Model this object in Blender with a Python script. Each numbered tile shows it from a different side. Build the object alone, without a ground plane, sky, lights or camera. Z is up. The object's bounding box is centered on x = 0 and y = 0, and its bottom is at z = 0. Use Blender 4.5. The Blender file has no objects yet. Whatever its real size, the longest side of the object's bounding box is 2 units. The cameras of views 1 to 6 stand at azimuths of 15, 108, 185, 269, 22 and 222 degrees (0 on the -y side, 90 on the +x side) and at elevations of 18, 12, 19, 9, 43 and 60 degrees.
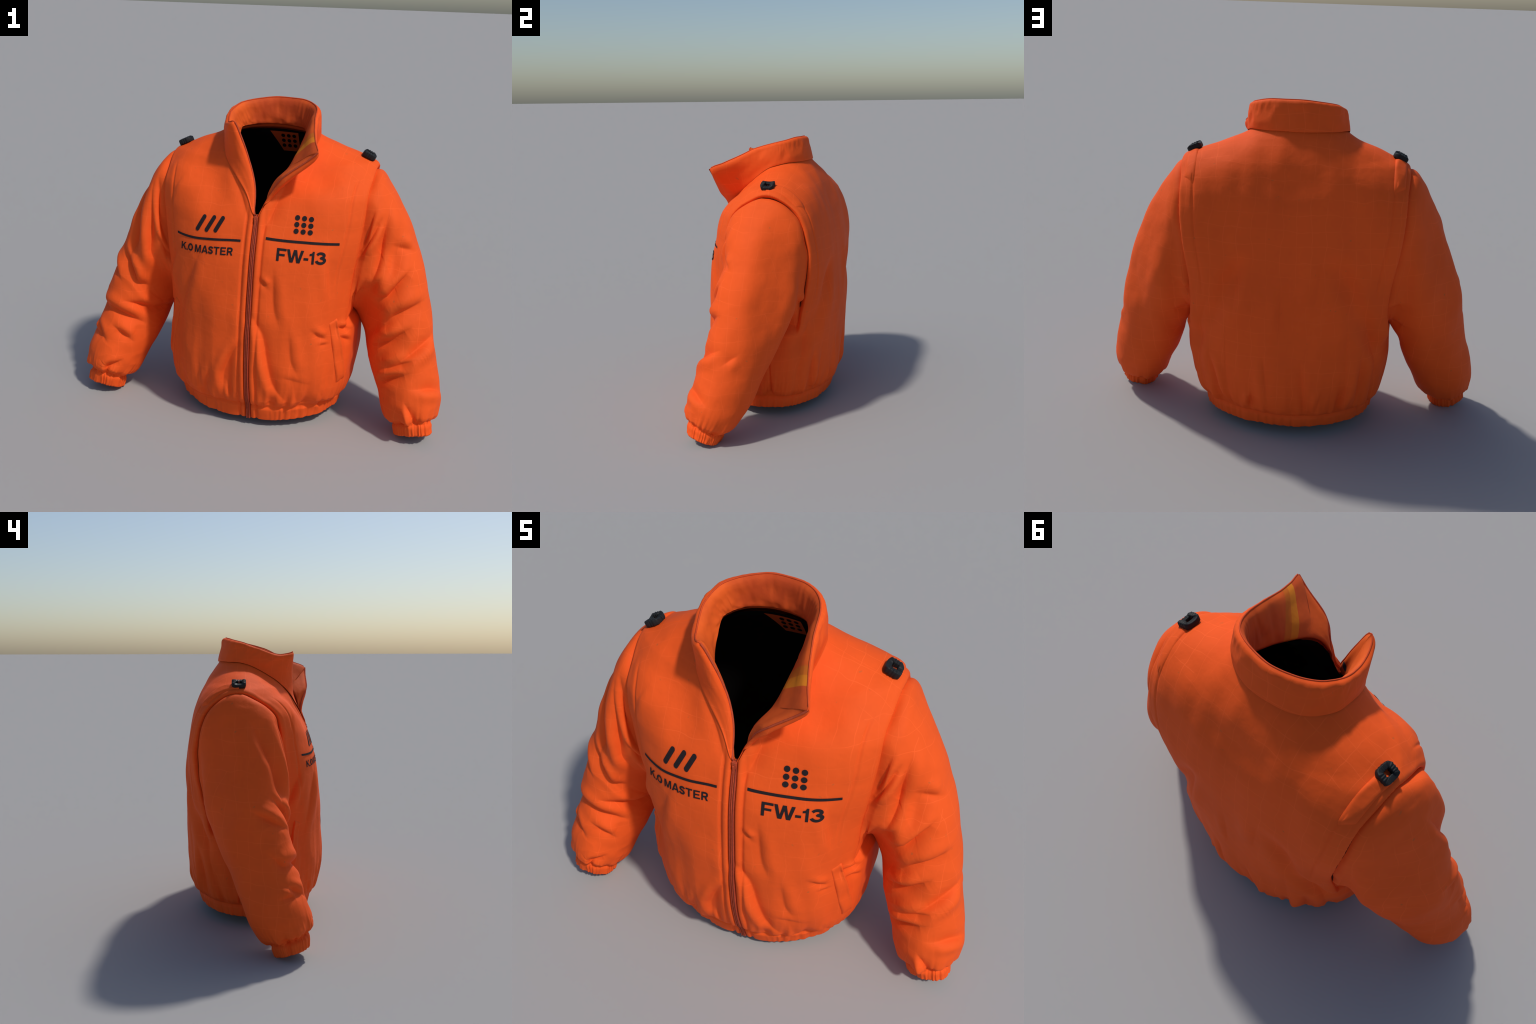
# Puffy orange bomber jacket standing on its hem and cuffs: modelled part by part.
import bpy, bmesh, math
import numpy as np
from mathutils import Vector
from mathutils.bvhtree import BVHTree

rng = np.random.default_rng(13)
PI = math.pi

# ------------------------------------------------------------------ helpers
def pchip(xk, yk, x):
    """monotone cubic interpolation; yk may have several columns"""
    xk = np.asarray(xk, float); yk = np.asarray(yk, float)
    if yk.ndim == 1:
        return pchip(xk, yk[:, None], x)[..., 0]
    h = np.diff(xk)[:, None]; d = np.diff(yk, axis=0) / h
    m = np.zeros_like(yk)
    w1 = 2 * h[1:] + h[:-1]; w2 = h[1:] + 2 * h[:-1]
    same = d[1:] * d[:-1] > 0
    safe = np.where(same, d[1:], 1.0), np.where(same, d[:-1], 1.0)
    m[1:-1] = np.where(same, (w1 + w2) / (w1 / safe[1] + w2 / safe[0]), 0)
    m[0] = d[0]; m[-1] = d[-1]
    x = np.clip(np.asarray(x, float), xk[0], xk[-1])
    i = np.clip(np.searchsorted(xk, x, side='right') - 1, 0, len(xk) - 2)
    hh = (xk[i + 1] - xk[i])[..., None]; t = (x - xk[i])[..., None] / hh
    t2 = t * t; t3 = t2 * t
    return ((2 * t3 - 3 * t2 + 1) * yk[i] + (t3 - 2 * t2 + t) * hh * m[i]
            + (-2 * t3 + 3 * t2) * yk[i + 1] + (t3 - t2) * hh * m[i + 1])

def smooth(a, b, x):
    t = np.clip((x - a) / (b - a), 0, 1)
    return t * t * (3 - 2 * t)

def bump(c, w, x):
    return np.exp(-((x - c) / w) ** 2)

_perm = rng.permutation(256); _perm = np.concatenate([_perm, _perm, _perm])
_grad = rng.normal(size=(256, 3)); _grad /= np.linalg.norm(_grad, axis=1)[:, None]
def perlin(p):
    p = np.asarray(p, float); f0 = np.floor(p); f = p - f0; i = f0.astype(int) & 255
    u = f * f * f * (f * (f * 6 - 15) + 10); out = 0
    for dx in (0, 1):
        wx = u[..., 0] if dx else 1 - u[..., 0]
        for dy in (0, 1):
            wy = u[..., 1] if dy else 1 - u[..., 1]
            for dz in (0, 1):
                wz = u[..., 2] if dz else 1 - u[..., 2]
                g = _grad[_perm[_perm[_perm[(i[..., 0] + dx) & 255] + ((i[..., 1] + dy) & 255)] + ((i[..., 2] + dz) & 255)]]
                out = out + wx * wy * wz * (g * (f - np.array([dx, dy, dz]))).sum(-1)
    return out * 1.5

def grid_normals(V, closed):
    """per-vertex normals of a (rows, cols, 3) grid"""
    if closed:
        du = np.roll(V, -1, 1) - np.roll(V, 1, 1)
    else:
        du = np.gradient(V, axis=1)
    dv = np.gradient(V, axis=0)
    n = np.cross(du, dv)
    return n / np.maximum(np.linalg.norm(n, axis=-1), 1e-9)[..., None]

def make_mesh(name, verts, faces, mat, parent, flat=False):
    me = bpy.data.meshes.new(name)
    me.from_pydata([tuple(v) for v in np.asarray(verts).reshape(-1, 3).tolist()], [], faces)
    me.materials.append(mat)
    if not flat:
        me.polygons.foreach_set('use_smooth', [True] * len(me.polygons))
    me.update()
    ob = bpy.data.objects.new(name, me)
    bpy.context.scene.collection.objects.link(ob)
    ob.parent = parent
    return ob

def grid_faces(R, C, closed, flip=False, off=0):
    r = np.arange(R - 1)[:, None]; c = np.arange(C if closed else C - 1)[None, :]
    c2 = (c + 1) % C
    q = np.stack([r * C + c, r * C + c2, (r + 1) * C + c2, (r + 1) * C + c], -1).reshape(-1, 4) + off
    if flip:
        q = q[:, ::-1]
    return q.tolist()

def grid_object(name, V, closed, mat, parent, flip=False):
    R, C, _ = V.shape
    return make_mesh(name, V, grid_faces(R, C, closed, flip), mat, parent)

def tube(path, radius, n=8, sy=1.0, ref=(0, 0, 1)):
    """swept ellipse along a polyline -> grid (len, n, 3)"""
    path = np.asarray(path, float); t = np.gradient(path, axis=0)
    t /= np.linalg.norm(t, axis=1)[:, None]
    a = np.cross(t, np.asarray(ref, float)); a /= np.linalg.norm(a, axis=1)[:, None]
    b = np.cross(a, t)
    ang = np.arange(n) / n * 2 * PI
    rad = np.broadcast_to(np.asarray(radius, float), (len(path),))[:, None, None]
    return path[:, None] + rad * (np.cos(ang)[None, :, None] * a[:, None] + sy * np.sin(ang)[None, :, None] * b[:, None])

def polyline(ctrl, n):
    ctrl = np.asarray(ctrl, float)
    s = np.concatenate([[0], np.cumsum(np.linalg.norm(np.diff(ctrl, axis=0), axis=1))])
    return pchip(s, ctrl, np.linspace(0, s[-1], n))

def crease(P, N, D, pts, width, depth, ridge=0.7, side=(0, 0, 1)):
    """adds to D (displacement along N) one fabric fold: a sharp valley along a short 3D line
    with a swollen ridge on one side of it"""
    line = polyline(pts, 14)
    lo = line.min(0) - 4 * width; hi = line.max(0) + 4 * width
    flatP = P.reshape(-1, 3); idx = np.nonzero(((flatP > lo) & (flatP < hi)).all(1))[0]
    if len(idx) == 0:
        return
    Q = flatP[idx]; best = np.full(len(idx), 1e9); s = np.zeros(len(idx)); sd = np.zeros(len(idx))
    Nn = N.reshape(-1, 3)[idx]
    for k in range(len(line) - 1):
        a = line[k]; ab = line[k + 1] - a; L2 = ab @ ab
        t = np.clip((Q - a) @ ab / L2, 0, 1); d = Q - (a + t[:, None] * ab)
        dist = np.linalg.norm(d, axis=1); sv = np.cross(Nn, ab / math.sqrt(L2))
        sgn = np.sign(sv @ np.asarray(side, float)); better = dist < best
        lat = (d * sv).sum(1) * np.where(sgn == 0, 1, sgn)
        best = np.where(better, dist, best); s = np.where(better, (k + t) / (len(line) - 1), s)
        sd = np.where(better, lat, sd)
    end = np.sqrt(np.maximum(best ** 2 - sd ** 2, 0))
    taper = np.clip(np.sin(PI * np.clip(s * 0.9 + 0.05, 0, 1)), 0, 1) ** 0.6 * np.exp(-(end / (1.5 * width)) ** 2)
    w = width
    valley = np.exp(-(np.abs(sd) / np.where(sd > 0, 0.55 * w, 1.5 * w)) ** 1.3)
    hill = np.exp(-((sd - 1.7 * w) / (1.3 * w)) ** 2)
    D.reshape(-1)[idx] += taper * depth * (ridge * hill - valley)

# ------------------------------------------------------------------ materials
def new_mat(name, rough=0.8, sheen=0.0):
    m = bpy.data.materials.new(name); m.use_nodes = True
    nt = m.node_tree; b = nt.nodes['Principled BSDF']
    b.inputs['Roughness'].default_value = rough
    b.inputs['Specular IOR Level'].default_value = 0.16
    b.inputs['Sheen Weight'].default_value = sheen
    return m, nt, b

def nd(nt, kind, **kw):
    n = nt.nodes.new(kind)
    for k, v in kw.items():
        if k in n.inputs:
            n.inputs[k].default_value = v
        else:
            setattr(n, k, v)
    return n

def math_node(nt, op, a, b=None, c=None, clamp=False):
    n = nt.nodes.new('ShaderNodeMath'); n.operation = op; n.use_clamp = clamp
    for i, v in enumerate((a, b, c)):
        if v is None:
            continue
        if isinstance(v, (int, float)):
            n.inputs[i].default_value = v
        else:
            nt.links.new(v, n.inputs[i])
    return n.outputs[0]

def mix_col(nt, fac, a, b, mode='MIX'):
    n = nt.nodes.new('ShaderNodeMix'); n.data_type = 'RGBA'; n.blend_type = mode
    for i, v in ((0, fac), (6, a), (7, b)):
        if isinstance(v, (int, float)):
            n.inputs[i].default_value = v
        elif isinstance(v, tuple):
            n.inputs[i].default_value = (*v, 1)
        else:
            nt.links.new(v, n.inputs[i])
    return n.outputs[2]

ORANGE = (0.90, 0.105, 0.014)
ORANGE_DEEP = (0.83, 0.097, 0.013)
ORANGE_LINE = (1.0, 0.135, 0.026)

def orange_fabric(name, base=ORANGE, deep=ORANGE_DEEP, line=ORANGE_LINE, weave=True, stripes=None):
    """dyed nylon: slow tone drift, faint wandering check of thread lines, fine weave bump"""
    m, nt, b = new_mat(name, 0.72, 0.0)
    L = nt.links; tc = nd(nt, 'ShaderNodeTexCoord')
    wob = nd(nt, 'ShaderNodeTexNoise', Scale=5.0, Detail=2.0)
    L.new(tc.outputs['Object'], wob.inputs['Vector'])
    sub = nd(nt, 'ShaderNodeVectorMath', operation='SUBTRACT'); sub.inputs[1].default_value = (.5, .5, .5)
    L.new(wob.outputs['Color'], sub.inputs[0])
    scl = nd(nt, 'ShaderNodeVectorMath', operation='SCALE'); scl.inputs['Scale'].default_value = 0.07
    L.new(sub.outputs[0], scl.inputs[0])
    add = nd(nt, 'ShaderNodeVectorMath', operation='ADD')
    L.new(tc.outputs['Object'], add.inputs[0]); L.new(scl.outputs[0], add.inputs[1])
    drift = nd(nt, 'ShaderNodeTexNoise', Scale=3.1, Detail=4.0, Roughness=0.6)
    L.new(tc.outputs['Object'], drift.inputs['Vector'])
    ramp = nd(nt, 'ShaderNodeValToRGB'); L.new(drift.outputs['Fac'], ramp.inputs[0])
    ramp.color_ramp.elements[0].position = 0.32; ramp.color_ramp.elements[0].color = (*deep, 1)
    ramp.color_ramp.elements[1].position = 0.58; ramp.color_ramp.elements[1].color = (*base, 1)
    col = ramp.outputs[0]
    if weave:
        sep = nd(nt, 'ShaderNodeSeparateXYZ'); L.new(add.outputs[0], sep.inputs[0])
        geo = nd(nt, 'ShaderNodeNewGeometry'); ns = nd(nt, 'ShaderNodeSeparateXYZ'); L.new(geo.outputs['Normal'], ns.inputs[0])
        def lines(o, step, half):
            f = math_node(nt, 'FRACT', math_node(nt, 'DIVIDE', o, step))
            d = math_node(nt, 'ABSOLUTE', math_node(nt, 'SUBTRACT', f, 0.5))
            return math_node(nt, 'MULTIPLY_ADD', d, -1.0 / half, 1.0, clamp=True)
        lx = lines(sep.outputs[0], 0.068, 0.028); ly = lines(sep.outputs[1], 0.068, 0.028); lz = lines(sep.outputs[2], 0.072, 0.028)
        ax = math_node(nt, 'ABSOLUTE', ns.outputs[0]); ay = math_node(nt, 'ABSOLUTE', ns.outputs[1]); az = math_node(nt, 'ABSOLUTE', ns.outputs[2])
        fx = math_node(nt, 'MULTIPLY', lx, math_node(nt, 'LESS_THAN', ax, 0.75))
        fy = math_node(nt, 'MULTIPLY', ly, math_node(nt, 'LESS_THAN', ay, 0.6))
        fz = math_node(nt, 'MULTIPLY', lz, math_node(nt, 'LESS_THAN', az, 0.75))
        allf = math_node(nt, 'MAXIMUM', fx, math_node(nt, 'MAXIMUM', fy, fz))
        patch = nd(nt, 'ShaderNodeTexNoise', Scale=6.0, Detail=2.0); L.new(tc.outputs['Object'], patch.inputs['Vector'])
        pm = math_node(nt, 'MULTIPLY_ADD', patch.outputs['Fac'], 3.0, -0.95, clamp=True)
        fac = math_node(nt, 'MULTIPLY', math_node(nt, 'MULTIPLY', allf, pm), 0.8)
        col = mix_col(nt, fac, col, line)
        # stray olive-brown thread flecks
        fl = nd(nt, 'ShaderNodeTexNoise', Scale=38.0, Detail=1.0); L.new(add.outputs[0], fl.inputs['Vector'])
        ff = math_node(nt, 'MULTIPLY', math_node(nt, 'MULTIPLY_ADD', fl.outputs['Fac'], 14.0, -10.6, clamp=True), 0.35)
        col = mix_col(nt, ff, col, (0.30, 0.13, 0.04))
    if stripes:
        col = stripes(nt, tc, col)
    L.new(col, b.inputs['Base Color'])
    grain = nd(nt, 'ShaderNodeTexNoise', Scale=260.0, Detail=2.0); L.new(tc.outputs['Object'], grain.inputs['Vector'])
    fold = nd(nt, 'ShaderNodeTexNoise', Scale=22.0, Detail=3.0); L.new(tc.outputs['Object'], fold.inputs['Vector'])
    h = math_node(nt, 'MULTIPLY_ADD', grain.outputs['Fac'], 0.06, fold.outputs['Fac'])
    bp = nd(nt, 'ShaderNodeBump', Strength=0.18, Distance=0.012)
    L.new(h, bp.inputs['Height']); L.new(bp.outputs[0], b.inputs['Normal'])
    return m

def plain(name, col, rough=0.8, var=0.15, scale=40.0, bumpy=0.15):
    m, nt, b = new_mat(name, rough)
    tc = nd(nt, 'ShaderNodeTexCoord'); n = nd(nt, 'ShaderNodeTexNoise', Scale=scale, Detail=4.0)
    nt.links.new(tc.outputs['Object'], n.inputs['Vector'])
    c = mix_col(nt, n.outputs['Fac'], tuple(x * (1 - var) for x in col), tuple(min(1, x * (1 + var)) for x in col))
    nt.links.new(c, b.inputs['Base Color'])
    bp = nd(nt, 'ShaderNodeBump', Strength=bumpy, Distance=0.004)
    nt.links.new(n.outputs['Fac'], bp.inputs['Height']); nt.links.new(bp.outputs[0], b.inputs['Normal'])
    return m

def collar_stripes(nt, tc, col):
    """amber bands across the inside of the folded-out collar wing"""
    sep = nd(nt, 'ShaderNodeSeparateXYZ'); nt.links.new(tc.outputs['Object'], sep.inputs[0])
    x, y, z = sep.outputs
    q = math_node(nt, 'MULTIPLY_ADD', math_node(nt, 'SUBTRACT', z, 1.43), 0.77, y)   # the bands lean with the wing
    def band(lo, hi, soft):
        up = math_node(nt, 'MULTIPLY_ADD', q, 1 / soft, -lo / soft + 0.5, clamp=True)
        dn = math_node(nt, 'MULTIPLY_ADD', q, -1 / soft, hi / soft + 0.5, clamp=True)
        return math_node(nt, 'MULTIPLY', math_node(nt, 'MULTIPLY', up, dn), math_node(nt, 'GREATER_THAN', x, 0.12))
    def spot(c, r):
        d = nd(nt, 'ShaderNodeVectorMath', operation='DISTANCE'); d.inputs[1].default_value = c
        nt.links.new(tc.outputs['Object'], d.inputs[0])
        return math_node(nt, 'MULTIPLY_ADD', d.outputs['Value'], -8 / r, 8.0, clamp=True)
    col = mix_col(nt, math_node(nt, 'MULTIPLY', band(-0.135, -0.085, 0.012), 0.85), col, (0.70, 0.17, 0.016))
    col = mix_col(nt, band(-0.182, -0.130, 0.004), col, (0.80, 0.235, 0.016))
    col = mix_col(nt, spot((-0.076, -0.200, 1.385), 0.024), col, (0.045, 0.042, 0.042))   # small dark grey patch
    return col

M_SHELL = orange_fabric('orange_nylon')
M_BAND = orange_fabric('orange_elastic_band', weave=False)
M_COLLAR_IN = orange_fabric('collar_facing_cloth', base=(0.80, 0.12, 0.018), deep=(0.55, 0.07, 0.016), weave=False, stripes=collar_stripes)
M_LINING = plain('black_lining', (0.0035, 0.0033, 0.0033), 0.6, 0.2)
M_PLASTIC = plain('black_plastic', (0.016, 0.017, 0.018), 0.5, 0.25, 60, 0.2)
M_PRINT = plain('charcoal_print', (0.020, 0.014, 0.016), 0.75, 0.3, 90)
M_TAPE = plain('rust_zip_tape', (0.50, 0.075, 0.030), 0.75, 0.3, 70)
M_TEETH = plain('dark_zip_coil', (0.34, 0.052, 0.028), 0.6, 0.3, 120)
M_LABEL = plain('neck_label_cloth', (0.50, 0.075, 0.014), 0.8, 0.1)
M_GAP_SHADE = plain('armhole_gap_shade', (0.060, 0.010, 0.006), 0.85, 0.2)  # shell cloth darkened to paint the shade inside the armhole gap
M_PIPING = plain('seam_piping', (0.60, 0.075, 0.02), 0.8, 0.2)

# ------------------------------------------------------------------ root
jacket = bpy.data.objects.new('bomber_jacket', None)
bpy.context.scene.collection.objects.link(jacket)
jacket['label'] = 'bright orange padded bomber jacket with black chest print'
jacket['category'] = 'jacket'

# ------------------------------------------------------------------ torso
# horizontal slices: z, half width, y of widest point, front y, back y, squareness
SLICES = np.array([
    [0.000, 0.432, 0.00, -0.335, 0.312, 2.1, 2.1],
    [0.045, 0.443, 0.00, -0.346, 0.322, 2.1, 2.1],
    [0.085, 0.450, 0.00, -0.356, 0.334, 2.1, 2.1],
    [0.125, 0.456, 0.00, -0.366, 0.345, 2.15, 2.1],
    [0.175, 0.494, 0.01, -0.389, 0.374, 2.3, 2.1],
    [0.260, 0.520, 0.02, -0.407, 0.398, 2.25, 2.1],
    [0.420, 0.530, 0.03, -0.422, 0.412, 2.2, 2.2],
    [0.600, 0.526, 0.05, -0.423, 0.414, 2.15, 2.6],
    [0.800, 0.537, 0.07, -0.404, 0.412, 2.35, 3.5],
    [0.950, 0.556, 0.08, -0.381, 0.407, 2.5, 4.2],
    [1.080, 0.572, 0.08, -0.344, 0.397, 2.65, 4.7],
    [1.160, 0.575, 0.08, -0.315, 0.385, 2.9, 4.7],
    [1.240, 0.574, 0.08, -0.282, 0.366, 3.0, 4.3],
    [1.310, 0.568, 0.08, -0.246, 0.343, 2.6, 3.5],
    [1.360, 0.558, 0.08, -0.216, 0.322, 2.1, 2.8],
    [1.395, 0.537, 0.08, -0.193, 0.303, 1.9, 2.4],
    [1.425, 0.468, 0.08, -0.170, 0.284, 1.8, 2.2],
    [1.460, 0.385, 0.08, -0.138, 0.260, 1.8, 2.1],
    [1.500, 0.295, 0.08, -0.103, 0.230, 1.9, 2.0],
    [1.540, 0.234, 0.07, -0.080, 0.202, 2.0, 2.0],
    [1.600, 0.200, 0.07, -0.060, 0.190, 2.0, 2.0]])
def slice_at(z):
    p = pchip(SLICES[:, 0], SLICES[:, 1:], z)
    return [p[..., i] for i in range(6)]

def torso_point(psi, z):
    a, yc, yf, yb, nf, nb = slice_at(z)
    s = np.sin(psi); c = np.cos(psi)
    n = np.where(c > 0, nb, nf)
    r = (np.abs(s) ** n + np.abs(c) ** n) ** (-1 / n)
    b = np.where(c > 0, yb - yc, yc - yf)
    return np.stack([a * r * s, yc + b * r * c, z + 0 * psi], -1)

def lip_at(z):
    return pchip([0.0, 0.60, 0.69, 0.85, 1.03, 1.16, 1.28, 1.39, 2.0], [0.474, 0.476, 0.483, 0.494, 0.517, 0.533, 0.537, 0.552, 0.553], z)

# neck seam (B) and free edge of the collar (T), from the zip up the right front edge,
# round the back of the neck, and down the folded-out left front edge to the zip again
COLLAR = np.array([
    # seam                    free edge                 foot of the facing
    [0.004, -0.318, 1.150, 0.004, -0.320, 1.160, 0.006, -0.300, 1.150],
    [-0.045, -0.275, 1.245, -0.008, -0.270, 1.262, -0.022, -0.245, 1.250],
    [-0.110, -0.236, 1.325, -0.055, -0.228, 1.400, -0.075, -0.198, 1.335],
    [-0.165, -0.195, 1.385, -0.100, -0.234, 1.510, -0.115, -0.160, 1.400],
    [-0.200, -0.150, 1.428, -0.141, -0.245, 1.592, -0.138, -0.120, 1.450],
    [-0.228, -0.060, 1.478, -0.198, -0.165, 1.582, -0.160, -0.040, 1.495],
    [-0.242, 0.040, 1.525, -0.226, -0.030, 1.622, -0.172, 0.040, 1.530],
    [-0.205, 0.130, 1.538, -0.200, 0.070, 1.656, -0.150, 0.092, 1.537],
    [-0.105, 0.192, 1.540, -0.105, 0.150, 1.677, -0.080, 0.145, 1.542],
    [0.000, 0.206, 1.540, 0.000, 0.180, 1.686, 0.000, 0.157, 1.545],
    [0.105, 0.192, 1.540, 0.110, 0.165, 1.684, 0.080, 0.150, 1.541],
    [0.205, 0.130, 1.538, 0.198, 0.115, 1.668, 0.142, 0.122, 1.535],
    [0.245, 0.030, 1.516, 0.238, 0.030, 1.648, 0.166, 0.055, 1.502],
    [0.228, -0.060, 1.458, 0.250, -0.070, 1.618, 0.165, -0.030, 1.462],
    [0.198, -0.140, 1.402, 0.268, -0.170, 1.568, 0.157, -0.110, 1.422],
    [0.168, -0.195, 1.362, 0.292, -0.260, 1.526, 0.147, -0.170, 1.392],
    [0.138, -0.232, 1.327, 0.318, -0.334, 1.490, 0.136, -0.212, 1.370],
    [0.108, -0.262, 1.285, 0.170, -0.345, 1.367, 0.107, -0.258, 1.330],
    [0.080, -0.280, 1.240, 0.099, -0.317, 1.297, 0.066, -0.283, 1.256],
    [0.052, -0.296, 1.200, 0.050, -0.294, 1.215, 0.046, -0.287, 1.205],
    [0.030, -0.318, 1.150, 0.030, -0.320, 1.160, 0.028, -0.300, 1.150]])
_a, _yc, _yf, _yb, _nf, _nb = slice_at(COLLAR[:, 2])
_cy = COLLAR[:, 1] - _yc
PSI_C = np.arctan2(COLLAR[:, 0] / _a, _cy / np.where(_cy > 0, _yb - _yc, _yc - _yf))
PSI_C[0] -= 2 * PI            # right edge lies a touch beyond the middle
PSI_C = np.maximum.accumulate(PSI_C + np.arange(len(PSI_C)) * 1e-6)
PSI_R, PSI_L = PSI_C[0], PSI_C[-1]

NC = 760
# columns: even in angle, denser in the front wings where the collar folds
psi_cols = np.linspace(PSI_R, PSI_L, NC)
seam = pchip(PSI_C, COLLAR[:, :3], psi_cols)
edge = pchip(PSI_C, COLLAR[:, 3:6], psi_cols)
foot = pchip(PSI_C, COLLAR[:, 6:], psi_cols)

Z_HEM, Z_BAND = 0.045, 0.128
NR = 330
tt = np.linspace(0, 1, NR)[:, None]
hem_z = Z_HEM + 0.018 * smooth(2.9, 1.9, np.abs(psi_cols))
Zg = hem_z[None] + (seam[None, :, 2] - hem_z[None]) * tt
PSI = np.broadcast_to(psi_cols[None, :], Zg.shape)
V = torso_point(PSI, Zg)
fit = seam - V[-1]
V = V + fit[None] * smooth(-0.16, 0, Zg - seam[None, :, 2])[..., None]
# front edges stay parallel to the zip below the opening
ZIP_X, ZIP_HALF = 0.017, 0.0100
w_front = smooth(2.75, 3.1, np.abs(PSI))
e_r = ZIP_X - ZIP_HALF - V[:, :1, 0]; e_l = ZIP_X + ZIP_HALF - V[:, -1:, 0]
below = smooth(1.20, 1.12, Zg)
V[..., 0] += np.where(PSI < 0, e_r, e_l) * w_front * below

V[..., 0] *= np.where(V[..., 0] < 0, 1 - 0.025 * smooth(0.12, 0.25, Zg) * smooth(0.75, 0.5, Zg), 1)
N = grid_normals(V, False)
if N[NR // 3, NC // 2, 1] < 0:
    N = -N
X, Y, Z = V[..., 0], V[..., 1], V[..., 2]
D = np.zeros(X.shape)
arc = PSI * 0.5

# padding: slow swelling and vertical drape
D += 0.007 * perlin(np.stack([X * 4, Y * 4, Z * 2.2], -1))
D += 0.006 * perlin(np.stack([X * 9 + 7, Y * 9, Z * 4], -1))
drape = smooth(0.95, 0.35, Z) * smooth(0.10, 0.2, Z)
D += 0.010 * drape * perlin(np.stack([arc * 11 + 3, 0 * X, Z * 1.8], -1))
# gathers above the elastic band and ruffles on it
g = perlin(np.stack([arc * 17, 0 * X + 4.2, Z * 3], -1))
g2 = perlin(np.stack([arc * 36, 0 * X + 9.1, Z * 4], -1))
puff = smooth(0.125, 0.16, Z) * np.exp(-np.maximum(Z - 0.15, 0) / 0.10)
D += puff * (0.018 * np.minimum(g, 0.25) + 0.009 * g2)
D -= puff * 0.016 * np.maximum(0, -g - 0.12)
onband = smooth(0.135, 0.115, Z)
plainband = smooth(0.10, 0.13, np.abs(X - ZIP_X)) + (Y > 0)
D += onband * np.clip(plainband, 0, 1) * (0.006 * g2 + 0.002 * perlin(np.stack([arc * 60, 0 * X, Z * 3], -1)))
D -= 0.010 * bump(Z_BAND, 0.010, Z)
# placket: rolled edge beside the zip with a stitched channel
dz = np.where(PSI < 0, ZIP_X - ZIP_HALF - X, X - ZIP_X - ZIP_HALF)
zone = (Y < 0) * smooth(1.22, 1.1, Z)
D += zone * (0.006 * bump(0.016, 0.014, dz) - 0.007 * bump(0.036, 0.007, dz) - 0.016 * smooth(0.007, 0.0, dz))
# vest edge over the sleeve head: swollen lip, then the shell drops away under the sleeve
AX = np.abs(X)
lip_x = lip_at(Z)
on = smooth(0.55, 0.63, Z)
D += on * 0.004 * bump(lip_x - 0.010, 0.012, AX)
D -= on * 0.048 * smooth(lip_x - 0.001, lip_x + 0.006, AX)
# hollow below the collar bone
D -= 0.022 * (Y < 0.05) * bump(0.27, 0.10, AX) * bump(1.36, 0.075, Z)
D -= 0.025 * (Y < 0) * bump(-0.20, 0.12, X) * bump(1.26, 0.10, Z)
# back: hollows behind the armpits, body ballooning out below them
BK = smooth(0.0, 0.15, Y)
D -= 0.013 * BK * bump(0.34, 0.12, AX) * smooth(0.70, 0.85, Z) * smooth(1.38, 1.20, Z)
D -= 0.032 * BK * bump(0, 0.058, AX - 0.31 - 0.42 * (0.79 - Z)) * smooth(0.40, 0.56, Z) * smooth(1.02, 0.84, Z)
D += (0.030 * bump(0.25, 0.08, Y) * bump(0.58, 0.09, Z) + 0.018 * bump(0.22, 0.10, Y) * bump(0.42, 0.10, Z)) * (AX > 0.3)
D -= 0.012 * BK * bump(1.33, 0.07, Z) * bump(0.05, 0.3, X)
D -= 0.010 * BK * bump(0.24, 0.16, AX) * bump(1.14, 0.12, Z)
# front: panels puffed above the hem, zip drawn back at its foot
D += 0.012 * (Y < 0) * bump(0.27, 0.10, AX) * bump(0.30, 0.15, Z)
D += 0.012 * (Y < 0) * bump(0.32, 0.12, AX) * bump(0.78, 0.20, Z)
D -= 0.012 * (Y < 0) * bump(ZIP_X, 0.06, X) * (smooth(0.32, 0.12, Z) + bump(0.64, 0.16, Z))
# stitched line parallel to that edge
D -= on * 0.005 * bump(lip_x - 0.066, 0.006, AX) * smooth(0.7, 0.9, Z) * smooth(1.36, 1.30, Z)
# side seam
D -= 0.010 * bump(0.09, 0.006, Y) * (AX > 0.4) * smooth(0.5, 0.35, Z) * smooth(0.13, 0.16, Z)


UP, DOWN, LEFT, RIGHT = (0, 0, 1), (0, 0, -1), (1, 0, 0), (-1, 0, 0)
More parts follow.
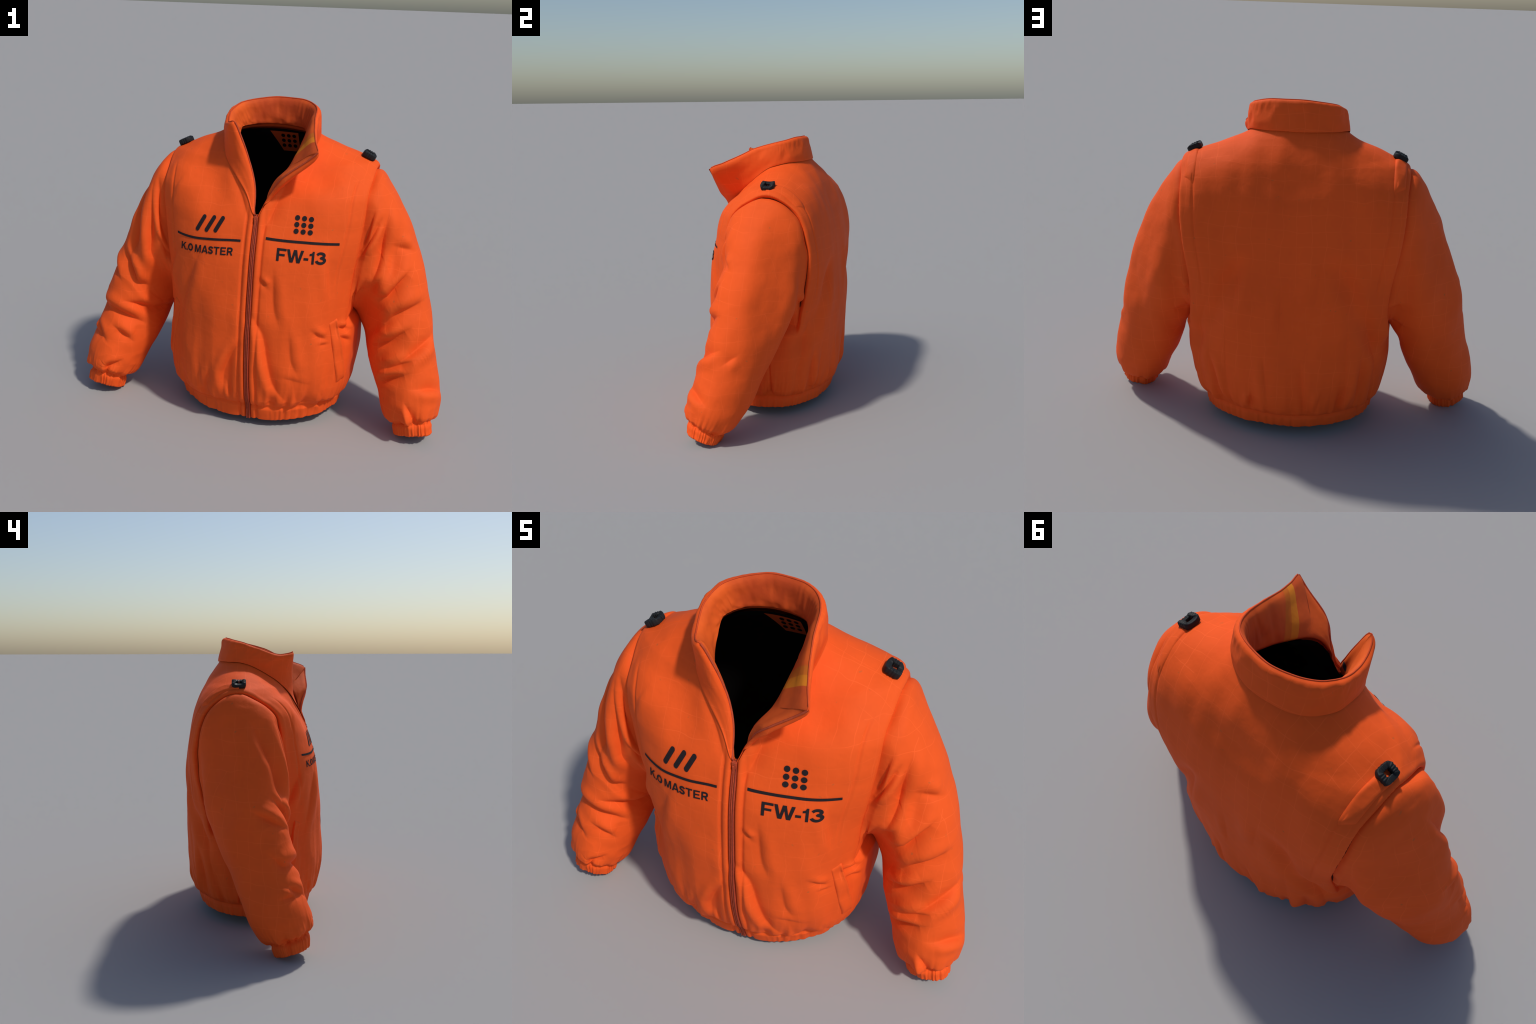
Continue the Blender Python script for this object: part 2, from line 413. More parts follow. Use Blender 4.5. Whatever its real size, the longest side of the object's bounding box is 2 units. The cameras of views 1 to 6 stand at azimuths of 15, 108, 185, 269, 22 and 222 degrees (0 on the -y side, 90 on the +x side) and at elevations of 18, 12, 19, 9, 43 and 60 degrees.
# (line, width, depth, side on which the cloth swells)
TORSO_FOLDS = [
    # left front panel: long fold sweeping from the zip to the hem, pocket puckers, hem gathers
    ([(0.056, -0.422, 0.632), (0.094, -0.415, 0.556), (0.118, -0.410, 0.425), (0.146, -0.381, 0.290), (0.207, -0.342, 0.197)], 0.022, 0.020, RIGHT),
    ([(0.334, -0.328, 0.585), (0.359, -0.308, 0.559), (0.385, -0.283, 0.539)], 0.015, 0.010, UP),
    ([(0.360, -0.300, 0.510), (0.393, -0.272, 0.506)], 0.011, 0.010, UP),
    ([(0.249, -0.342, 0.300), (0.258, -0.321, 0.212), (0.273, -0.278, 0.140)], 0.016, 0.018, RIGHT),
    ([(0.374, -0.267, 0.228), (0.368, -0.204, 0.122)], 0.014, 0.018, RIGHT),
    ([(0.225, -0.384, 0.563), (0.238, -0.371, 0.426), (0.262, -0.351, 0.361)], 0.022, 0.010, LEFT),
    ([(0.442, -0.215, 0.583), (0.485, -0.150, 0.555)], 0.013, 0.012, UP),
    ([(0.454, -0.203, 0.526), (0.495, -0.138, 0.487)], 0.013, 0.010, UP),
    ([(0.130, -0.386, 0.880), (0.144, -0.396, 0.712), (0.165, -0.398, 0.643)], 0.022, 0.009, LEFT),
    ([(0.070, -0.393, 0.850), (0.097, -0.393, 0.820)], 0.012, 0.010, UP),
    ([(0.200, -0.369, 0.334), (0.305, -0.323, 0.300)], 0.016, 0.008, UP),
    # right front panel
    ([(-0.039, -0.418, 0.489), (-0.086, -0.408, 0.390), (-0.111, -0.397, 0.298), (-0.111, -0.385, 0.215)], 0.020, 0.017, RIGHT),
    ([(-0.187, -0.383, 0.301), (-0.232, -0.322, 0.150)], 0.018, 0.014, RIGHT),
    ([(-0.341, -0.297, 0.246), (-0.305, -0.302, 0.172)], 0.016, 0.014, LEFT),
    ([(-0.084, -0.387, 0.253), (-0.079, -0.374, 0.181)], 0.012, 0.012, RIGHT),
    ([(-0.279, -0.346, 0.905), (-0.330, -0.320, 0.746), (-0.369, -0.291, 0.582)], 0.030, 0.012, LEFT),
    ([(-0.426, -0.246, 0.900), (-0.470, -0.193, 0.740)], 0.020, 0.014, LEFT),
    ([(-0.424, -0.192, 1.269), (-0.469, -0.189, 1.123)], 0.016, 0.008, LEFT),
    # under the collar wings
    ([(-0.144, -0.231, 1.343), (-0.071, -0.283, 1.241), (-0.030, -0.317, 1.150)], 0.014, 0.006, LEFT),
    ([(0.135, -0.262, 1.290), (0.106, -0.288, 1.213), (0.070, -0.330, 1.113)], 0.022, 0.016, RIGHT),
    ([(0.382, -0.281, 0.966), (0.394, -0.268, 0.754)], 0.024, 0.008, RIGHT),
    # back: soft vertical drape and hem gathers
    ([(0.031, 0.407, 0.806), (0.029, 0.407, 0.597)], 0.020, 0.006, LEFT),
    ([(0.369, 0.314, 0.411), (0.334, 0.300, 0.181)], 0.020, 0.014, RIGHT),
    ([(0.178, 0.356, 0.143), (0.164, 0.379, 0.254)], 0.014, 0.014, LEFT),
    ([(-0.160, 0.383, 0.147), (-0.186, 0.393, 0.285)], 0.014, 0.014, LEFT),
    ([(-0.276, 0.343, 0.148), (-0.307, 0.353, 0.326)], 0.018, 0.016, RIGHT),
    ([(0.107, 0.401, 0.461), (0.078, 0.408, 0.200)], 0.020, 0.009, LEFT),
    ([(-0.081, 0.404, 0.426), (-0.100, 0.367, 0.150)], 0.018, 0.011, RIGHT),
    ([(-0.369, 0.320, 0.459), (-0.370, 0.297, 0.181)], 0.022, 0.014, LEFT),
    ([(0.244, 0.391, 0.894), (0.260, 0.382, 0.681)], 0.030, 0.009, RIGHT),
    ([(-0.158, 0.403, 0.960), (-0.134, 0.403, 0.767)], 0.030, 0.007, LEFT),
    ([(-0.367, 0.330, 0.700), (-0.441, 0.257, 0.397), (-0.439, 0.233, 0.176)], 0.030, 0.014, LEFT),
    ([(0.380, 0.330, 0.760), (0.425, 0.280, 0.560), (0.440, 0.240, 0.300)], 0.030, 0.012, RIGHT),
]
for pts, w, dep, side in TORSO_FOLDS:
    crease(V, N, D, pts, w, dep * 1.2, side=side)
VT = V + N * D[..., None]

# hem: turn the lower edge inward
curl = []
for k, (din, dup) in enumerate(((0.006, -0.004), (0.016, -0.003), (0.024, 0.010), (0.028, 0.04))):
    row = VT[0] - N[0] * din * np.array([1, 1, 0]); row[:, 2] += dup
    curl.append(row)
VT_all = np.concatenate([np.array(curl[::-1]), VT], 0)
rows_band = len(curl) + int(np.argmin(np.abs(V[:, NC // 2, 2] - Z_BAND)))
def band_row_split(Vg):
    return Vg[:rows_band + 1], Vg[rows_band:]
band_g, shell_g = band_row_split(VT_all)
hem_band = grid_object('hem_band', band_g, False, M_BAND, jacket, flip=True)
torso = grid_object('torso', shell_g, False, M_SHELL, jacket, flip=True)
# past the vest edge the shell is coloured dark, painting shade into the gap
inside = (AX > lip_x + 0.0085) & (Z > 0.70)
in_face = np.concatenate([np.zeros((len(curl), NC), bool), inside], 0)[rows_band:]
torso.data.materials.append(M_GAP_SHADE)
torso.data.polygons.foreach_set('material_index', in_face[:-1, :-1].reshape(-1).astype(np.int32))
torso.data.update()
bvh_torso = BVHTree.FromObject(torso, bpy.context.evaluated_depsgraph_get())

# lining: same body drawn in by the thickness of the padding
off = 0.046 + 0.004 * smooth(1.36, 1.10, Z)
VL = V - N * off[..., None]
VL = VL + (foot + np.array([0, 0, -0.012]) - VL[-1])[None] * smooth(-0.09, 0, Zg - seam[None, :, 2])[..., None]
VL = VL[::3, ::3]
VL[:, :, 2] = np.maximum(VL[:, :, 2], 0.07)
lining = grid_object('lining', np.concatenate([VL, VL[:, :1]], 1), False, M_LINING, jacket, flip=True)
bvh_lining = BVHTree.FromObject(lining, bpy.context.evaluated_depsgraph_get())

# ------------------------------------------------------------------ collar
NV = 40
seam_t = VT[-1]
s_len = np.linalg.norm(edge - seam_t, axis=1)
vv = np.linspace(0, 1, NV)[:, None]
mid = seam_t[None] * (1 - vv[..., None]) + edge[None] * vv[..., None]
cn = grid_normals(mid, False)
axis_pt = np.array([0.02, -0.02, 0])
outw = mid - axis_pt; outw[..., 2] = 0
flipm = np.sign((cn[NV // 2] * outw[NV // 2]).sum(-1))
med = np.sign(np.median(flipm))
cn = cn * med
# soften the normals along the strip, where it pinches to nothing at the zip
size = np.clip(s_len / 0.10, 0, 1)
th = 0.0165 * (0.35 + 0.65 * size)
swell = 0.006 * np.sin(PI * vv ** 0.8) * size
wr = 0.006 * perlin(np.stack([psi_cols[None] * 3.2 + 0 * vv, vv * 2.2 + 0 * psi_cols[None], 0 * vv + 0 * psi_cols[None] + 2.5], -1))
wr += 0.004 * perlin(np.stack([psi_cols[None] * 8 + 0 * vv, vv * 3 + 0 * psi_cols[None], 0 * vv + 0 * psi_cols[None] + 8.5], -1)) * smooth(0.3, 0.9, vv)
mid = mid + cn * (swell + wr * size * np.sin(PI * vv) ** 0.5)[..., None]
round_off = np.sqrt(np.clip(1 - np.clip((vv - 0.86) / 0.14, 0, 1) ** 2, 0, 1))
up = np.gradient(mid, axis=0); up /= np.maximum(np.linalg.norm(up, axis=-1), 1e-9)[..., None]
thick = th[None] * round_off + 0.0015
mid = mid - cn * (th * 0.85)[None, :, None]
outer = mid + cn * (thick + 0.003 * bump(0.0, 0.12, vv))[..., None]
inner = mid - cn * thick[..., None]
# the facing leaves the outer wall and runs in to its own foot, closing a padded wedge
flare = ((1 - vv) ** 0.9)[..., None]
inner = inner * (1 - flare) + foot[None] * flare
inner = inner - cn * (0.013 * np.sin(PI * vv) * size)[..., None]
inner = inner + cn * (0.004 * perlin(np.stack([psi_cols[None] * 6 + 0 * vv, vv * 3 + 0 * psi_cols[None], 0 * vv + 0 * psi_cols[None] + 5.5], -1)) * np.sin(PI * vv) * size)[..., None]
inw = axis_pt - foot; inw[:, 2] = 0; inw /= np.maximum(np.linalg.norm(inw, axis=1), 1e-6)[:, None]
drop = np.array([foot - inw * 0.022 + np.array([0, 0, -0.022]), foot - inw * 0.004 + np.array([0, 0, -0.010])])
collar = grid_object('collar', outer, False, M_SHELL, jacket, flip=True)
facing = grid_object('collar_facing', np.concatenate([drop, inner], 0), False, M_COLLAR_IN, collar)
rim = (outer[-1] + inner[-1]) / 2 + up[-1] * 0.001
piping = grid_object('collar_piping', tube(rim[::2], 0.0032, 8, 1.0, (0.3, 0.2, 1)), True, M_PIPING, collar)

# ------------------------------------------------------------------ sleeves
# outer (x, z), inner (x, z), front y, back y, forward tilt of the section
SLEEVE_L = np.array([
    [0.485, 1.362, 0.450, 0.640, -0.145, 0.315, 0.000],
    [0.555, 1.374, 0.475, 0.620, -0.160, 0.325, 0.000],
    [0.620, 1.308, 0.490, 0.600, -0.172, 0.318, 0.010],
    [0.685, 1.215, 0.510, 0.570, -0.178, 0.306, 0.020],
    [0.752, 1.090, 0.535, 0.530, -0.180, 0.282, 0.030],
    [0.820, 0.920, 0.562, 0.480, -0.180, 0.238, 0.040],
    [0.877, 0.740, 0.578, 0.425, -0.186, 0.186, 0.050],
    [0.915, 0.580, 0.600, 0.365, -0.206, 0.136, 0.055],
    [0.952, 0.430, 0.627, 0.288, -0.236, 0.094, 0.055],
    [0.980, 0.310, 0.663, 0.208, -0.266, 0.055, 0.052],
    [0.996, 0.215, 0.692, 0.140, -0.293, 0.010, 0.048],
    [0.990, 0.150, 0.722, 0.100, -0.303, -0.030, 0.042],
    [0.968, 0.112, 0.766, 0.076, -0.288, -0.078, 0.036],
    [0.968, 0.078, 0.776, 0.044, -0.286, -0.092, 0.032],
    [0.972, 0.052, 0.782, 0.018, -0.284, -0.104, 0.030]])
SLEEVE_R = SLEEVE_L.copy()
SLEEVE_R[3:10, 0] -= np.array([0.010, 0.022, 0.026, 0.022, 0.018, 0.014, 0.004])
SLEEVE = SLEEVE_L
CUFF_AT = 12
_sc = (SLEEVE[:, 0:2] + SLEEVE[:, 2:4]) / 2
_len = np.linalg.norm(np.diff(np.column_stack([SLEEVE[:, 0:2].mean(1), SLEEVE[:, 1], SLEEVE[:, 4:6].mean(1)]), axis=0), axis=1)
S_K = np.concatenate([[0], np.cumsum(np.maximum(_len, 0.03))])
def sleeve_grid(rows, alpha, table):
    p = pchip(S_K, table, rows)
    o = p[:, 0:2]; i = p[:, 2:4]; cx, cz = ((o + i) / 2).T; ax, az = ((o - i) / 2).T
    cy = (p[:, 4] + p[:, 5]) / 2; b = (p[:, 5] - p[:, 4]) / 2; tilt = p[:, 6]
    c, s = np.cos(alpha), np.sin(alpha)
    # the padded tube hangs flat: pinched towards the outer back, rounder in front
    diag = np.clip(2 * np.abs(s * c), 0, 1) ** 0.7
    inf = (c < 0.25) * (s > 0) * np.clip(2 * np.abs(s * (c - 0.25)), 0, 1) ** 0.7
    ob = (c > 0) * (s < 0) * diag; of = (c > 0) * (s > 0) * diag; inn = (c < 0) * diag
    upper = smooth(0.05, 0.18, rows) * smooth(0.85, 0.55, rows)
    lo = 1.95 + upper[:, None] * (-0.52 * ob - 0.02 * of - 0.40 * inn - 0.25 * inf)[None] + smooth(0.6, 0.85, rows)[:, None] * 0.2 * ob[None]
    k = np.exp(-(rows / 0.14) ** 2)[:, None] + 0.6 * smooth(S_K[-4], S_K[-2], rows)[:, None]
    n = lo + (2.4 - lo) * np.clip(k, 0, 1)
    r = (np.abs(c)[None] ** n + np.abs(s)[None] ** n) ** (-1 / n)
    C = r * c[None]; S = r * s[None]       # C: towards outer edge, S: towards the front
    return np.stack([cx[:, None] + ax[:, None] * C, cy[:, None] - b[:, None] * S, cz[:, None] + az[:, None] * C + tilt[:, None] * S], -1)

# the armhole: where the body crosses the vest edge, as a radius about the middle of the hole
_z = np.linspace(0.585, 1.40, 160); _lx = lip_at(_z); _a, _yc, _yf, _yb, _nf, _nb = slice_at(_z)
_ok = _lx < _a * 0.999; _q = np.clip(_lx / _a, 0, 0.9999)
_hf = _yc - (_yc - _yf) * (1 - _q ** _nf) ** (1 / _nf); _hb = _yc + (_yb - _yc) * (1 - _q ** _nb) ** (1 / _nb)
HOLE = np.array([0.085, 0.97])
_pts = np.concatenate([np.column_stack([_hf, _z])[_ok], np.column_stack([_hb, _z])[_ok][::-1],
                       np.column_stack([np.linspace(_hb[0], _hf[0], 30)[1:-1], np.full(28, 0.585)])]) - HOLE
_th = np.arctan2(_pts[:, 1], _pts[:, 0]); _rh = np.hypot(_pts[:, 0], _pts[:, 1]); _o = np.argsort(_th)
_th = _th[_o]; _rh = _rh[_o]
def armhole_head(G, rows, gap):
    d = G[..., 1:] - HOLE; th = np.arctan2(d[..., 1], d[..., 0])
    rho = np.interp(th, _th, _rh, period=2 * PI) - gap
    yz_ = HOLE + rho[..., None] * np.stack([np.cos(th), np.sin(th)], -1)
    x = lip_at(yz_[..., 1]) - 0.035 + 0.7 * rows[:, None]
    H = np.concatenate([x[..., None], yz_], -1)
    w = smooth(0.045, 0.10, rows)[:, None, None]
    return H * (1 - w) + G * w

SLEEVE_FOLDS = {1: [
    ([(0.608, -0.146, 1.138), (0.573, -0.175, 1.065), (0.529, -0.173, 0.986)], 0.014, 0.020, LEFT),
    ([(0.575, -0.150, 1.190), (0.540, -0.165, 1.090), (0.515, -0.165, 0.985)], 0.014, 0.014, LEFT),
    ([(0.655, -0.120, 1.183), (0.640, -0.164, 1.035), (0.622, -0.186, 0.936), (0.582, -0.186, 0.825)], 0.022, 0.022, LEFT),
    ([(0.773, -0.147, 0.885), (0.726, -0.178, 0.823), (0.675, -0.190, 0.763), (0.607, -0.176, 0.730)], 0.019, 0.026, UP),
    ([(0.615, -0.192, 0.835), (0.562, -0.166, 0.770), (0.505, -0.112, 0.688)], 0.017, 0.022, UP),
    ([(0.859, -0.130, 0.740), (0.809, -0.160, 0.716), (0.732, -0.190, 0.676), (0.660, -0.180, 0.615)], 0.024, 0.020, UP),
    ([(0.785, -0.199, 0.596), (0.720, -0.201, 0.546), (0.635, -0.148, 0.495)], 0.020, 0.024, UP),
    ([(0.930, -0.110, 0.560), (0.865, -0.197, 0.512), (0.775, -0.232, 0.450)], 0.022, 0.022, DOWN),
    ([(0.835, -0.233, 0.456), (0.768, -0.235, 0.425), (0.700, -0.204, 0.383)], 0.018, 0.016, UP),
    ([(0.800, -0.255, 0.384), (0.742, -0.236, 0.353), (0.680, -0.185, 0.303)], 0.016, 0.020, UP),
    ([(0.985, -0.150, 0.281), (0.937, -0.222, 0.316), (0.880, -0.257, 0.319)], 0.018, 0.014, DOWN),
    ([(0.878, -0.297, 0.129), (0.859, -0.308, 0.190), (0.834, -0.301, 0.230)], 0.013, 0.018, RIGHT),
    ([(0.776, -0.074, 1.000), (0.716, -0.112, 1.020)], 0.018, 0.012, UP),
    ([(0.554, 0.314, 0.783), (0.516, 0.301, 0.750), (0.479, 0.277, 0.749)], 0.020, 0.016, UP),
    ([(0.567, 0.228, 0.590), (0.509, 0.194, 0.604)], 0.020, 0.016, UP),
    ([(0.955, -0.030, 0.505), (0.940, 0.030, 0.540)], 0.018, 0.014, DOWN),
], -1: [
    ([(-0.591, -0.128, 1.230), (-0.566, -0.169, 1.091), (-0.526, -0.176, 0.968), (-0.495, -0.159, 0.817)], 0.018, 0.024, RIGHT),
    ([(-0.620, -0.125, 1.191), (-0.615, -0.172, 1.031), (-0.610, -0.192, 0.880), (-0.566, -0.174, 0.765)], 0.022, 0.022, RIGHT),
    ([(-0.560, -0.186, 0.940), (-0.525, -0.178, 0.876), (-0.490, -0.157, 0.797)], 0.015, 0.018, UP),
    ([(-0.801, -0.114, 0.829), (-0.727, -0.187, 0.740), (-0.685, -0.194, 0.670), (-0.626, -0.173, 0.640)], 0.020, 0.026, UP),
    ([(-0.728, -0.204, 0.550), (-0.652, -0.162, 0.525), (-0.598, -0.100, 0.499), (-0.565, -0.007, 0.483)], 0.020, 0.022, UP),
    ([(-0.885, -0.170, 0.516), (-0.776, -0.221, 0.490), (-0.672, -0.187, 0.440)], 0.022, 0.024, UP),
    ([(-0.790, -0.241, 0.396), (-0.715, -0.230, 0.340)], 0.017, 0.016, UP),
    ([(-0.835, -0.276, 0.125), (-0.831, -0.294, 0.176), (-0.765, -0.270, 0.209)], 0.014, 0.016, RIGHT),
    ([(-0.935, -0.170, 0.395), (-0.869, -0.247, 0.340)], 0.018, 0.018, UP),
    ([(-0.857, 0.003, 0.768), (-0.850, -0.088, 0.725), (-0.817, -0.164, 0.686)], 0.018, 0.016, UP),
    ([(-0.912, -0.088, 0.544), (-0.901, -0.150, 0.500), (-0.867, -0.197, 0.498)], 0.018, 0.014, UP),
    ([(-0.963, -0.140, 0.340), (-0.934, -0.210, 0.352)], 0.016, 0.014, UP),
    ([(-0.683, 0.001, 1.187), (-0.717, -0.057, 1.071), (-0.730, -0.116, 0.953), (-0.744, -0.152, 0.837)], 0.024, 0.018, RIGHT),
    ([(-0.972, -0.150, 0.125), (-0.950, -0.250, 0.150)], 0.014, 0.014, UP),
    ([(-0.541, 0.283, 0.703), (-0.480, 0.260, 0.703)], 0.020, 0.016, UP),
    ([(-0.550, 0.200, 0.580), (-0.505, 0.180, 0.600)], 0.020, 0.014, UP),
]}
NA, NS = 420, 420
alpha = np.arange(NA) / NA * 2 * PI
for sx in (1, -1):
    rows = np.concatenate([np.linspace(0, S_K[CUFF_AT - 2], NS - 90)[:-1], np.linspace(S_K[CUFF_AT - 2], S_K[-1], 90)])
    G = sleeve_grid(rows, alpha, SLEEVE_L if sx > 0 else SLEEVE_R)
    G = armhole_head(G, rows, 0.012 + 0.012 * perlin(np.stack([np.cos(alpha) * 2.2 + sx, np.sin(alpha) * 2.2 + 3.3, 0 * alpha + 0.4], -1))[None])
    Ns = grid_normals(G, True)
    cen = G.mean(1, keepdims=True)
    if ((G - cen) * Ns).sum() < 0:
        Ns = -Ns
    seed = 11.0 if sx > 0 else 37.0
    s = rows[:, None] / S_K[-1] + 0 * alpha[None]
    al = alpha[None] + 0 * rows[:, None]
    ca, sa = np.cos(al), np.sin(al)
    Ds = (0.010 * perlin(G * 5 + seed) + 0.003 * perlin(G * 11 + seed)) * smooth(0.02, 0.12, rows)[:, None]
    # crumpling of the inside of the elbow (front half), quieter on the back
    el = smooth(0.25, 0.5, s) * smooth(1.0, 0.85, s) * smooth(-0.5, 0.6, sa)
    wv = perlin(np.stack([ca * 1.2 + seed, sa * 1.2 + s * 2, s * 13], -1))
    Ds += el * 0.004 * (0.35 - np.abs(wv)) * 1.4
    # gathers over the cuff
    sc = S_K[CUFF_AT] / S_K[-1]
    g = perlin(np.stack([ca * 3.2, sa * 3.2 + seed, s * 2], -1)); g2 = perlin(np.stack([ca * 7, sa * 7 + seed, s * 2], -1))
    gather = np.exp(-np.abs(s - (sc - 0.015)) / 0.045) * (s < sc + 0.004)
    Ds += gather * (0.016 * g + 0.008 * g2)
    oncuff = (s > sc - 0.002)
    g3 = perlin(np.stack([ca * 5.5, sa * 5.5 + seed, s * 6], -1))
    Ds += np.where(oncuff, 0.012 * (0.25 - np.abs(g3)) + 0.006 * g, 0)
    Ds -= 0.010 * bump(sc, 0.010, s)
    # hollow down the front of the upper arm, and where the back of it meets the vest edge
    hollow = np.array([0.682, -0.15, 0.97]) if sx > 0 else np.array([0.73, -0.14, 0.88])
    Ds -= (0.052 if sx > 0 else 0.030) * np.exp(-(((G - hollow) / np.array([0.06, 0.08, 0.13])) ** 2).sum(-1))
    Ds -= 0.026 * np.exp(-(((G - np.array([0.57, 0.285, 0.90])) / np.array([0.05, 0.08, 0.17])) ** 2).sum(-1))
    if sx < 0:   # padded elbow pushed out at the back of the right arm
        Ds += 0.025 * np.exp(-((G - np.array([0.80, 0.125, 0.74])) ** 2).sum(-1) / 0.13 ** 2)
    M = G * np.array([sx, 1, 1]); Nm = Ns * np.array([sx, 1, 1])
    for pts, w, dep, side in SLEEVE_FOLDS[sx]:
        crease(M, Nm, Ds, pts, w * 1.2, dep * 1.4, ridge=(0.6 if sx > 0 else 0.45), side=side)
    M = M + Nm * Ds[..., None]
    k = int(np.searchsorted(rows, S_K[CUFF_AT]))
    sl = grid_object('sleeve', M[:k + 1], True, M_SHELL, jacket, flip=(sx < 0))
    sl.data.materials.append(M_GAP_SHADE)  # sleeve head gets the same painted gap shade
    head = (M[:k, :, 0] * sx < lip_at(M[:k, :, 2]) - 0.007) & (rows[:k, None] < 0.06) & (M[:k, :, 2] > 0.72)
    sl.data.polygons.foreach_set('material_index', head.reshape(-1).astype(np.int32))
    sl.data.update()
    lastc = M[-1].mean(0); curl = [M[-1]]
    for f, dzz in ((0.96, -0.006), (0.88, -0.006), (0.80, 0.0), (0.76, 0.03)):
        r = lastc + (M[-1] - lastc) * f; r[:, 2] += dzz; curl.append(r)
    cuff = grid_object('cuff', np.concatenate([M[k:], np.array(curl[1:])], 0), True, M_BAND, sl, flip=(sx < 0))
    r = np.array([lastc + (curl[-1] - lastc) * f for f in (1.0, 0.6, 0.02)])
    grid_object('cuff_lining', r, True, M_LINING, cuff, flip=(sx < 0))

# ------------------------------------------------------------------ projection helpers
def cast(bvh, o, d):
    hit = bvh.ray_cast(Vector(o), Vector(d).normalized())
    return (np.array(hit[0]), np.array(hit[1])) if hit[0] is not None else (None, None)

def front_point(x, z, lift=0.0):
    p, n = cast(bvh_torso, (x, -1.5, z), (0, 1, 0))
    if p is None:
        return np.array([x, -0.3, z])
    if n[1] > 0:
        n = -n
    return p + n * lift

# ------------------------------------------------------------------ zip
zs = np.linspace(0.042, 1.165, 130)
zp = np.array([0.5 * (VT[np.argmin(np.abs(VT[:, 6, 2] - z)), 6] + VT[np.argmin(np.abs(VT[:, -7, 2] - z)), -7]) for z in zs])
ker = np.ones(7) / 7
yz = np.convolve(np.pad(zp[:, 1], 3, mode='edge'), ker, 'valid')
path = np.stack([0 * zs + ZIP_X, yz + 0.001, zs], 1)
us = np.linspace(-1, 1, 15)
tape = path[:, None] + np.stack([us * 0.014, 0.010 * np.abs(us) ** 3 - 0.0025 * np.cos(us * PI * 3), 0 * us], -1)[None]
zipper = grid_object('zipper_tape', tape, False, M_TAPE, jacket)
for dx in (-0.0075, 0.0075):
    grid_object('zipper_coil', tube(path + np.array([dx, -0.0015, 0]), 0.0022, 6, 1.0, (0, 1, 0)), True, M_TEETH, zipper)
# coil running on up the two free edges
nfree = int(np.argmax(edge[:, 2] > 1.59)) if (edge[:, 2] > 1.59).any() else 60
free_r = rim[: int(np.argmin(np.linalg.norm(edge - COLLAR[4, 3:6], axis=1)))]
free_l = rim[int(np.argmin(np.linalg.norm(edge - COLLAR[16, 3:6], axis=1))):]
for e_path in (free_r, free_l):
    grid_object('zipper_coil', tube(polyline(e_path[::3], 60) + np.array([0, -0.002, 0]), 0.0042, 8, 1.0, (1, 0.3, 0.1)), True, M_TAPE, zipper)
# slider with hanging pull
bm = bmesh.new()
def box(bm, c, h, rot=None):
    r = bmesh.ops.create_cube(bm, size=1)
    for v in r['verts']:
        v.co = Vector((c[0] + v.co.x * h[0], c[1] + v.co.y * h[1], c[2] + v.co.z * h[2]))
yt = float(yz[-1])
box(bm, (ZIP_X, yt - 0.004, 1.138), (0.022, 0.016, 0.036))
box(bm, (ZIP_X - 0.002, yt - 0.014, 1.112), (0.013, 0.006, 0.060))
me = bpy.data.meshes.new('zipper_pull'); 
bmesh.ops.bevel(bm, geom=bm.edges[:], offset=0.003, segments=3, affect='EDGES')
bm.to_mesh(me); bm.free(); me.materials.append(M_TAPE)
pull = bpy.data.objects.new('zipper_pull', me); bpy.context.scene.collection.objects.link(pull); pull.parent = zipper

# ------------------------------------------------------------------ chest print
def conform(name, me_or_bm, lift, parent, mat, caster):
    """lays flat (x, z) artwork on the cloth: cut fine, drop on the surface, give it a skin"""
    bm = me_or_bm
    vs = [v.co.copy() for v in bm.verts]
    x0, x1 = min(v.x for v in vs), max(v.x for v in vs); z0, z1 = min(v.z for v in vs), max(v.z for v in vs)
    step = 0.008
    for k in range(1, int((x1 - x0) / step) + 1):
        bmesh.ops.bisect_plane(bm, geom=bm.verts[:] + bm.edges[:] + bm.faces[:], plane_co=(x0 + k * step, 0, 0), plane_no=(1, 0, 0))
    for k in range(1, int((z1 - z0) / step) + 1):
        bmesh.ops.bisect_plane(bm, geom=bm.verts[:] + bm.edges[:] + bm.faces[:], plane_co=(0, 0, z0 + k * step), plane_no=(0, 0, 1))
    bmesh.ops.triangulate(bm, faces=bm.faces[:])
    for v in bm.verts:
        v.co = Vector(caster(v.co.x, v.co.z, lift))
    bmesh.ops.recalc_face_normals(bm, faces=bm.faces[:])
    me = bpy.data.meshes.new(name); bm.to_mesh(me); bm.free(); me.materials.append(mat)
    ob = bpy.data.objects.new(name, me); bpy.context.scene.collection.objects.link(ob); ob.parent = parent
    return ob

def disc_bm(cx, cz, rx, rz=None, n=28):
    bm = bmesh.new(); rz = rz or rx
    bm.faces.new([bm.verts.new((cx + rx * math.cos(2 * PI * k / n), 0, cz + rz * math.sin(2 * PI * k / n))) for k in range(n)])
    return bm

def capsule_bm(a, b, r, n=10):
    bm = bmesh.new(); a = np.array(a); b = np.array(b); d = b - a; t0 = math.atan2(d[1], d[0])
    pts = [b + r * np.array([math.cos(t0 - PI / 2 + PI * k / n), math.sin(t0 - PI / 2 + PI * k / n)]) for k in range(n + 1)]
    pts += [a + r * np.array([math.cos(t0 + PI / 2 + PI * k / n), math.sin(t0 + PI / 2 + PI * k / n)]) for k in range(n + 1)]
    bm.faces.new([bm.verts.new((p[0], 0, p[1])) for p in pts])
    return bm

def bar_bm(a, b, h, bend=0.0):
    bm = bmesh.new(); n = 24; lo = []; hi = []
    for k in range(n + 1):
        t = k / n; x = a[0] + (b[0] - a[0]) * t; z = a[1] + (b[1] - a[1]) * t + bend * math.exp(-t * 9)
        z += 0.0012 * math.sin(7 * t + a[0] * 40)
        lo.append(bm.verts.new((x, 0, z - h))); hi.append(bm.verts.new((x, 0, z + h)))
    for k in range(n):
        bm.faces.new((lo[k], lo[k + 1], hi[k + 1], hi[k]))
    return bm

